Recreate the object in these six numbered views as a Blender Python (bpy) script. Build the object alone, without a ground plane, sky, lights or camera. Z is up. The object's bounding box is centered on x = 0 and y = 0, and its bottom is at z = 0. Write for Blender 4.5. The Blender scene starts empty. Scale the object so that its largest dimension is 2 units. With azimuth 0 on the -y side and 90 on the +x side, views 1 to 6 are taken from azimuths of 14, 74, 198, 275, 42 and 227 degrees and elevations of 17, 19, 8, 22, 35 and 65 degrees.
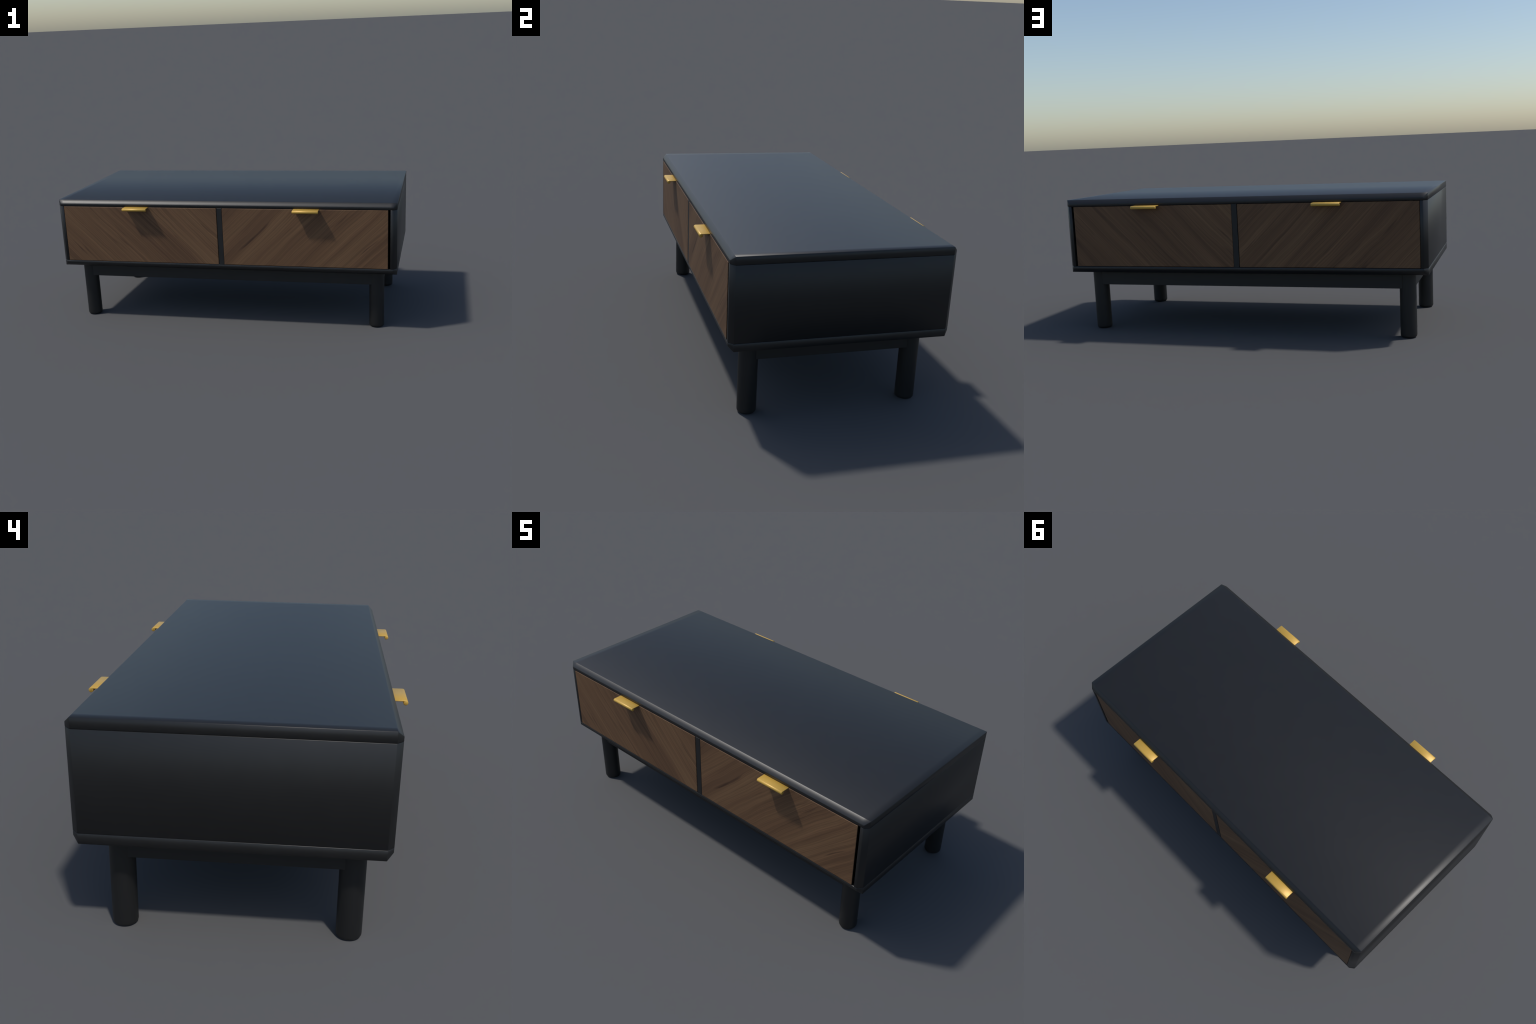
"""Low two-sided coffee table: black lacquered carcass with chamfered rims,
four diagonal-grain walnut drawers with brass edge pulls, on four round legs."""
import bpy, bmesh, math
from mathutils import Vector

# ------------------------------------------------------------------ sizes (m)
HALF_LEN = 1.0          # x
HALF_DEP = 0.4895       # y of the carcass (pulls reach further out)
CHAMFER = 0.0205        # rim chamfer running round both open sides
TOP_Z, TOP_UNDER = 0.7472, 0.7114
BOARD_TOP, BOARD_UNDER = 0.3750, 0.3394
PANEL_IN = 0.9637       # inner face of the side panels
EDGE = 0.0011           # tiny softening on every arris

DRAWER_Z = (0.3768, 0.7092)
DRAWER_FACE = 0.4902
DRAWER_BACK_FACE = 0.4890    # the drawers on the +y side sit a hair deeper
DRAWER_THICK = 0.020
DRAWER_X = ((-0.9620, -0.0187), (0.0147, 0.9515))
DIVIDER_X = (-0.0160, 0.0138)

PULL_X = (0.4286, 0.5740)
PULL_OUT = 0.5380
PULL_TOP = 0.7112
PULL_BEAD = 0.0082

LEG_X, LEG_R = 0.8815, 0.0428
LEG_Y = (-0.3772, 0.3640)
APRON_Z = 0.2562
APRON_THICK = 0.030
APRON_PROUD = 0.0335    # apron face stands this far out from the leg axis


# ------------------------------------------------------------------ materials
def new_material(name):
    m = bpy.data.materials.new(name)
    m.use_nodes = True
    nt = m.node_tree
    bsdf = nt.nodes["Principled BSDF"]
    return m, nt, bsdf


def node(nt, kind, **props):
    n = nt.nodes.new(kind)
    for k, v in props.items():
        if k in n.inputs:
            n.inputs[k].default_value = v
        else:
            setattr(n, k, v)
    return n


def ramp(nt, stops):
    r = nt.nodes.new("ShaderNodeValToRGB")
    els = r.color_ramp.elements
    while len(els) < len(stops):
        els.new(0.5)
    for e, (p, c) in zip(els, stops):
        e.position = p
        e.color = (*c, 1.0)
    return r


def lacquer(name, colour, rough):
    m, nt, b = new_material(name)
    tc = nt.nodes.new("ShaderNodeTexCoord")
    n = node(nt, "ShaderNodeTexNoise", Scale=14.0, Detail=3.0)
    nt.links.new(tc.outputs["Object"], n.inputs["Vector"])
    lo = tuple(c * 0.94 for c in colour)
    hi = tuple(c * 1.06 for c in colour)
    r = ramp(nt, [(0.3, lo), (0.7, hi)])
    nt.links.new(n.outputs["Fac"], r.inputs["Fac"])
    nt.links.new(r.outputs["Color"], b.inputs["Base Color"])
    b.inputs["Roughness"].default_value = rough
    b.inputs["Specular IOR Level"].default_value = 0.5
    return m


def brass():
    m, nt, b = new_material("brushed_brass")
    tc = nt.nodes.new("ShaderNodeTexCoord")
    mp = nt.nodes.new("ShaderNodeMapping")
    mp.inputs["Scale"].default_value = (6.0, 160.0, 160.0)
    n = node(nt, "ShaderNodeTexNoise", Scale=3.0, Detail=4.0)
    nt.links.new(tc.outputs["Object"], mp.inputs["Vector"])
    nt.links.new(mp.outputs["Vector"], n.inputs["Vector"])
    r = ramp(nt, [(0.3, (0.57, 0.345, 0.062)), (0.7, (0.62, 0.378, 0.071))])
    nt.links.new(n.outputs["Fac"], r.inputs["Fac"])
    nt.links.new(r.outputs["Color"], b.inputs["Base Color"])
    b.inputs["Metallic"].default_value = 0.15
    b.inputs["Roughness"].default_value = 0.44
    return m


def walnut(name, lean, shift):
    """Walnut veneer, fibres at 45 degrees in the x-z plane.
    lean=+1: fibres fall towards +x; lean=-1: they rise towards +x."""
    m, nt, b = new_material(name)
    L = nt.links.new
    tc = nt.nodes.new("ShaderNodeTexCoord")
    turn = nt.nodes.new("ShaderNodeMapping")
    turn.inputs["Rotation"].default_value = (0.0, math.radians(-45.0 * lean), 0.0)
    turn.inputs["Location"].default_value = (shift, 0.0, shift * 1.7)
    L(tc.outputs["Object"], turn.inputs["Vector"])

    # slow wander of the fibres
    wander = node(nt, "ShaderNodeTexNoise", Scale=2.6, Detail=2.0)
    stretch = nt.nodes.new("ShaderNodeMapping")
    stretch.inputs["Scale"].default_value = (1.0, 1.0, 2.2)
    L(turn.outputs["Vector"], stretch.inputs["Vector"])
    L(stretch.outputs["Vector"], wander.inputs["Vector"])
    sub = node(nt, "ShaderNodeVectorMath", operation="SUBTRACT")
    sub.inputs[1].default_value = (0.5, 0.5, 0.5)
    L(wander.outputs["Color"], sub.inputs[0])
    amp = node(nt, "ShaderNodeVectorMath", operation="MULTIPLY")
    amp.inputs[1].default_value = (0.0, 0.0, 0.040)
    L(sub.outputs["Vector"], amp.inputs[0])
    warped = node(nt, "ShaderNodeVectorMath", operation="ADD")
    L(turn.outputs["Vector"], warped.inputs[0])
    L(amp.outputs["Vector"], warped.inputs[1])

    def grain(along, across, scale, detail, rough=0.6):
        mp = nt.nodes.new("ShaderNodeMapping")
        mp.inputs["Scale"].default_value = (along, 1.0, across)
        L(warped.outputs["Vector"], mp.inputs["Vector"])
        n = node(nt, "ShaderNodeTexNoise", Scale=scale, Detail=detail, Roughness=rough)
        L(mp.outputs["Vector"], n.inputs["Vector"])
        return n.outputs["Fac"]

    broad = grain(0.22, 6.0, 2.0, 2.0)      # colour bands
    streak = grain(0.45, 30.0, 2.0, 4.0)     # growth-ring lines
    fine = grain(0.55, 105.0, 2.0, 3.0)      # pores and hair lines
    dark = grain(1.1, 15.0, 2.3, 3.0, 0.5)  # the few dark flames

    base = ramp(nt, [(0.30, (0.106, 0.0550, 0.0280)),
                     (0.50, (0.147, 0.0785, 0.0385)),
                     (0.72, (0.176, 0.0985, 0.0480))])
    L(broad, base.inputs["Fac"])

    def blend(kind, fac_value, a, c2):
        mx = node(nt, "ShaderNodeMix", data_type="RGBA", blend_type=kind)
        mx.inputs[0].default_value = fac_value
        L(a, mx.inputs[6])
        L(c2, mx.inputs[7])
        return mx.outputs[2]

    sr = ramp(nt, [(0.30, (0.62, 0.60, 0.60)), (0.50, (0.98, 0.97, 0.96)), (0.70, (1.18, 1.18, 1.18))])
    L(streak, sr.inputs["Fac"])
    fr = ramp(nt, [(0.34, (0.66, 0.65, 0.65)), (0.52, (1.0, 1.0, 1.0)), (0.68, (1.34, 1.34, 1.36))])
    L(fine, fr.inputs["Fac"])
    dr = ramp(nt, [(0.27, (0.40, 0.36, 0.40)), (0.37, (1.0, 1.0, 1.0))])
    L(dark, dr.inputs["Fac"])
    c = blend("MULTIPLY", 0.55, base.outputs["Color"], sr.outputs["Color"])
    c = blend("MULTIPLY", 0.6, c, fr.outputs["Color"])
    c = blend("MULTIPLY", 0.85, c, dr.outputs["Color"])
    L(c, b.inputs["Base Color"])
    b.inputs["Roughness"].default_value = 0.60
    b.inputs["Specular IOR Level"].default_value = 0.32
    bump = node(nt, "ShaderNodeBump", Strength=0.12, Distance=0.002)
    L(fine, bump.inputs["Height"])
    L(bump.outputs["Normal"], b.inputs["Normal"])
    return m


BLACK = lacquer("black_lacquer", (0.0106, 0.0105, 0.0104), 0.42)
BLACK_MATT = lacquer("black_stained_wood", (0.0092, 0.0092, 0.0092), 0.52)
INSIDE = lacquer("dark_interior", (0.002, 0.002, 0.002), 0.9)
INSIDE.node_tree.nodes["Principled BSDF"].inputs["Specular IOR Level"].default_value = 0.05
BRASS = brass()
WOOD_FALL = [walnut("walnut_grain_falling", 1, 0.31), walnut("walnut_grain_falling_b", 1, 2.17)]
WOOD_RISE = [walnut("walnut_grain_rising", -1, 1.13), walnut("walnut_grain_rising_b", -1, 3.41)]


# ------------------------------------------------------------------ helpers
def finish(bm, name, mat, parent, soften=EDGE, angle=20.0, origin=(0, 0, 0), crisp=None):
    """Recalculate, soften all arrises with a one-step bevel, shade smooth."""
    bmesh.ops.recalc_face_normals(bm, faces=bm.faces)
    if soften:
        sharp = [e for e in bm.edges
                 if len(e.link_faces) == 2 and e.calc_face_angle() > math.radians(angle)]
        bmesh.ops.bevel(bm, geom=sharp, offset=soften, offset_type="OFFSET",
                        segments=1, affect="EDGES", clamp_overlap=True)
    for f in bm.faces:
        f.smooth = True
    if crisp is not None:       # keep edges sharper than this angle hard
        for e in bm.edges:
            if len(e.link_faces) == 2 and e.calc_face_angle() > math.radians(crisp):
                e.smooth = False
    bmesh.ops.translate(bm, verts=bm.verts, vec=-Vector(origin))
    me = bpy.data.meshes.new(name)
    bm.to_mesh(me)
    bm.free()
    me.materials.append(mat)
    ob = bpy.data.objects.new(name, me)
    ob.location = origin
    bpy.context.scene.collection.objects.link(ob)
    if parent is not None:
        ob.parent = parent
        if parent.type == "MESH":
            ob.location = Vector(origin) - parent.location
    return ob


def sweep(sections):
    """Skin a list of equally long closed rings and cap both ends."""
    bm = bmesh.new()
    rings = [[bm.verts.new(p) for p in s] for s in sections]
    for a, b in zip(rings, rings[1:]):
        n = len(a)
        for i in range(n):
            quad = []
            for v in (a[i], a[(i + 1) % n], b[(i + 1) % n], b[i]):
                if v not in quad:
                    quad.append(v)
            bm.faces.new(quad)
    bm.faces.new(rings[0])
    bm.faces.new(rings[-1])
    return bm


def cuboid(x0, x1, y0, y1, z0, z1):
    ring = lambda z: [(x0, y0, z), (x1, y0, z), (x1, y1, z), (x0, y1, z)]
    return sweep([ring(z0), ring(z1)])


def cut(bm, co, no):
    bmesh.ops.bisect_plane(bm, geom=bm.verts[:] + bm.edges[:] + bm.faces[:],
                           plane_co=co, plane_no=no, dist=1e-6)


def slab(z_flat, z_rim, z_bound):
    """Board with an eight-sided plan (corners cut by CHAMFER) whose long
    edges are chamfered from z_rim to the face at z_flat; z_bound is the
    opposite, unchamfered face."""
    c, L, D = CHAMFER, HALF_LEN, HALF_DEP
    bm = bmesh.new()
    plan = [(-L, -D + c), (-L + c, -D), (L - c, -D), (L, -D + c),
            (L, D - c), (L - c, D), (-L + c, D), (-L, D - c)]
    low = [bm.verts.new((x, y, z_bound)) for x, y in plan]
    rim = {i: bm.verts.new((plan[i][0], plan[i][1], z_rim)) for i in (1, 2, 5, 6)}
    top = {i: bm.verts.new((plan[i][0], plan[i][1], z_flat)) for i in (0, 3, 4, 7)}
    F = bm.faces.new
    F(low)
    F([top[0], top[3], top[4], top[7]])
    F([rim[1], rim[2], top[3], top[0]])             # front chamfer
    F([rim[5], rim[6], top[7], top[4]])             # back chamfer
    F([low[1], low[2], rim[2], rim[1]])             # front rim
    F([low[5], low[6], rim[6], rim[5]])             # back rim
    F([low[3], low[4], top[4], top[3]])             # ends
    F([low[7], low[0], top[0], top[7]])
    for a, b in ((0, 1), (3, 2), (4, 5), (7, 6)):   # cut corners
        F([low[a], low[b], rim[b], top[a]])
    return bm


def side_panel_mesh(s):
    """Upright end panel, outer vertical edges cut by CHAMFER."""
    c, D = CHAMFER, HALF_DEP
    plan = [(s * PANEL_IN, -D), (s * (HALF_LEN - c), -D), (s * HALF_LEN, -D + c),
            (s * HALF_LEN, D - c), (s * (HALF_LEN - c), D), (s * PANEL_IN, D)]
    gap = 0.0004
    return sweep([[(x, y, z) for x, y in plan]
                  for z in (BOARD_TOP + gap, TOP_UNDER - gap)])


def leg_mesh(x, y):
    """Round leg with an eased foot."""
    seg = 40
    prof = [(0.0, LEG_R - 0.0085), (0.0025, LEG_R - 0.0035), (0.0075, LEG_R - 0.0008),
            (0.013, LEG_R), (BOARD_UNDER - 0.002, LEG_R)]
    return sweep([[(x + r * math.cos(t), y + r * math.sin(t), z)
                   for t in (2 * math.pi * k / seg for k in range(seg))] for z, r in prof])


def pull_mesh(x0, x1, s):
    """Brass edge pull: thin plate lying on the drawer's top edge, its outer
    edge rolled under into a round bead.  s is the side (-1 front, +1 back)."""
    t, r = 0.0034, PULL_BEAD
    yc, zc = PULL_OUT - r, PULL_TOP - r
    prof = [(DRAWER_FACE - 0.014, PULL_TOP), (yc, PULL_TOP)]
    reach = math.pi + math.asin((r - t) / r)   # angle run from straight up to the plate's underside
    steps = 14
    for k in range(1, steps + 1):
        a = math.pi / 2 - reach * k / steps - 0.0
        prof.append((yc + r * math.cos(a), zc + r * math.sin(a)))
    # where the bead meets the plate underside
    a_end = math.pi / 2 - reach
    while a_end > -math.pi - math.asin((r - t) / r) + 0.05:
        a_end -= reach / steps
        py, pz = yc + r * math.cos(a_end), zc + r * math.sin(a_end)
        if pz > PULL_TOP - t:
            break
        prof.append((py, pz))
    prof.append((yc - math.sqrt(max(r * r - (r - t) ** 2, 0)), PULL_TOP - t))
    prof.append((DRAWER_FACE - 0.014, PULL_TOP - t))
    return sweep([[(x, s * y, z) for y, z in prof] for x in (x0, x1)])


# ------------------------------------------------------------------ build
root = bpy.data.objects.new("coffee_table", None)
root["label"] = "low black coffee table with walnut drawers and brass pulls"
root["category"] = "coffee table"
bpy.context.scene.collection.objects.link(root)

# table top, end strips kept as loops of their own
bm = slab(TOP_Z, TOP_Z - 0.0202, TOP_UNDER)
for s in (-1, 1):
    cut(bm, (s * PANEL_IN, 0, 0), (1, 0, 0))
finish(bm, "table_top", BLACK, root)

# carcass floor
bm = slab(BOARD_UNDER, BOARD_UNDER + 0.0200, BOARD_TOP)
for s in (-1, 1):
    cut(bm, (s * PANEL_IN, 0, 0), (1, 0, 0))
finish(bm, "bottom_board", BLACK, root)

# end panels
for s in (-1, 1):
    finish(side_panel_mesh(s), "side_panel", BLACK, root)

# centre upright between the drawers
finish(cuboid(DIVIDER_X[0], DIVIDER_X[1], -DRAWER_FACE + 0.0003, DRAWER_BACK_FACE - 0.0003,
              BOARD_TOP + 0.0004, TOP_UNDER - 0.0004), "divider", BLACK_MATT, root, crisp=30.0)

# drawers on both long sides, each with its box and its pull
for s in (-1, 1):
    for k, (x0, x1) in enumerate(DRAWER_X):
        xm, zm = (x0 + x1) / 2, sum(DRAWER_Z) / 2
        front = DRAWER_FACE if s < 0 else DRAWER_BACK_FACE
        face, back = s * front, s * (front - DRAWER_THICK)
        # grain falls towards the middle on both long sides: an open V
        pick = 0 if s < 0 else 1
        mat = (WOOD_FALL if k == 0 else WOOD_RISE)[pick]
        drawer = finish(cuboid(x0, x1, min(face, back), max(face, back), *DRAWER_Z),
                        "drawer", mat, root, soften=0.0016, crisp=30.0, origin=(xm, face, zm))
        finish(cuboid(x0 + 0.016, x1 - 0.016,
                      min(s * 0.03, back - s * 0.0005), max(s * 0.03, back - s * 0.0005),
                      DRAWER_Z[0] + 0.012, DRAWER_Z[1] - 0.03),
               "drawer_box", INSIDE, drawer, origin=(xm, face, zm))
        if k == 1:      # black strip set back in the gap towards the end panel,
                        # and the drawer's end face towards the gap is black too
            drawer.data.materials.append(INSIDE)
            for p in drawer.data.polygons:
                if p.normal.x > 0.9:
                    p.material_index = 1
            fa, fb = sorted((s * (DRAWER_FACE - 0.024), s * (DRAWER_FACE - 0.04)))
            finish(cuboid(x1 + 0.0003, PANEL_IN - 0.0003, fa, fb, BOARD_TOP + 0.001, TOP_UNDER - 0.001),
                   "gap_dark_strip", INSIDE, root, soften=0, crisp=30.0)
        side = -1 if k == 0 else 1
        pa, pb = sorted((side * PULL_X[0], side * PULL_X[1]))
        finish(pull_mesh(pa, pb, s), "handle", BRASS, drawer,
               soften=0.0007, angle=40.0, origin=((pa + pb) / 2, s * DRAWER_FACE, PULL_TOP))

# legs
for sx in (-1, 1):
    for y in LEG_Y:
        finish(leg_mesh(sx * LEG_X, y), "leg", BLACK_MATT, root, soften=0, crisp=50.0)

# apron rails under the carcass, running from leg axis to leg axis
zt = BOARD_UNDER - 0.001
for s, y in ((-1, LEG_Y[0]), (1, LEG_Y[1])):
    a, b = sorted((y + s * APRON_PROUD, y + s * (APRON_PROUD - APRON_THICK)))
    finish(cuboid(-LEG_X, LEG_X, a, b, APRON_Z, zt), "apron_rail", BLACK_MATT, root, soften=0.0008, crisp=30.0)
for s in (-1, 1):
    a, b = sorted((s * (LEG_X + APRON_PROUD), s * (LEG_X + APRON_PROUD - APRON_THICK)))
    finish(cuboid(a, b, LEG_Y[0], LEG_Y[1], APRON_Z + 0.0003, zt), "apron_rail", BLACK_MATT, root, soften=0.0008, crisp=30.0)
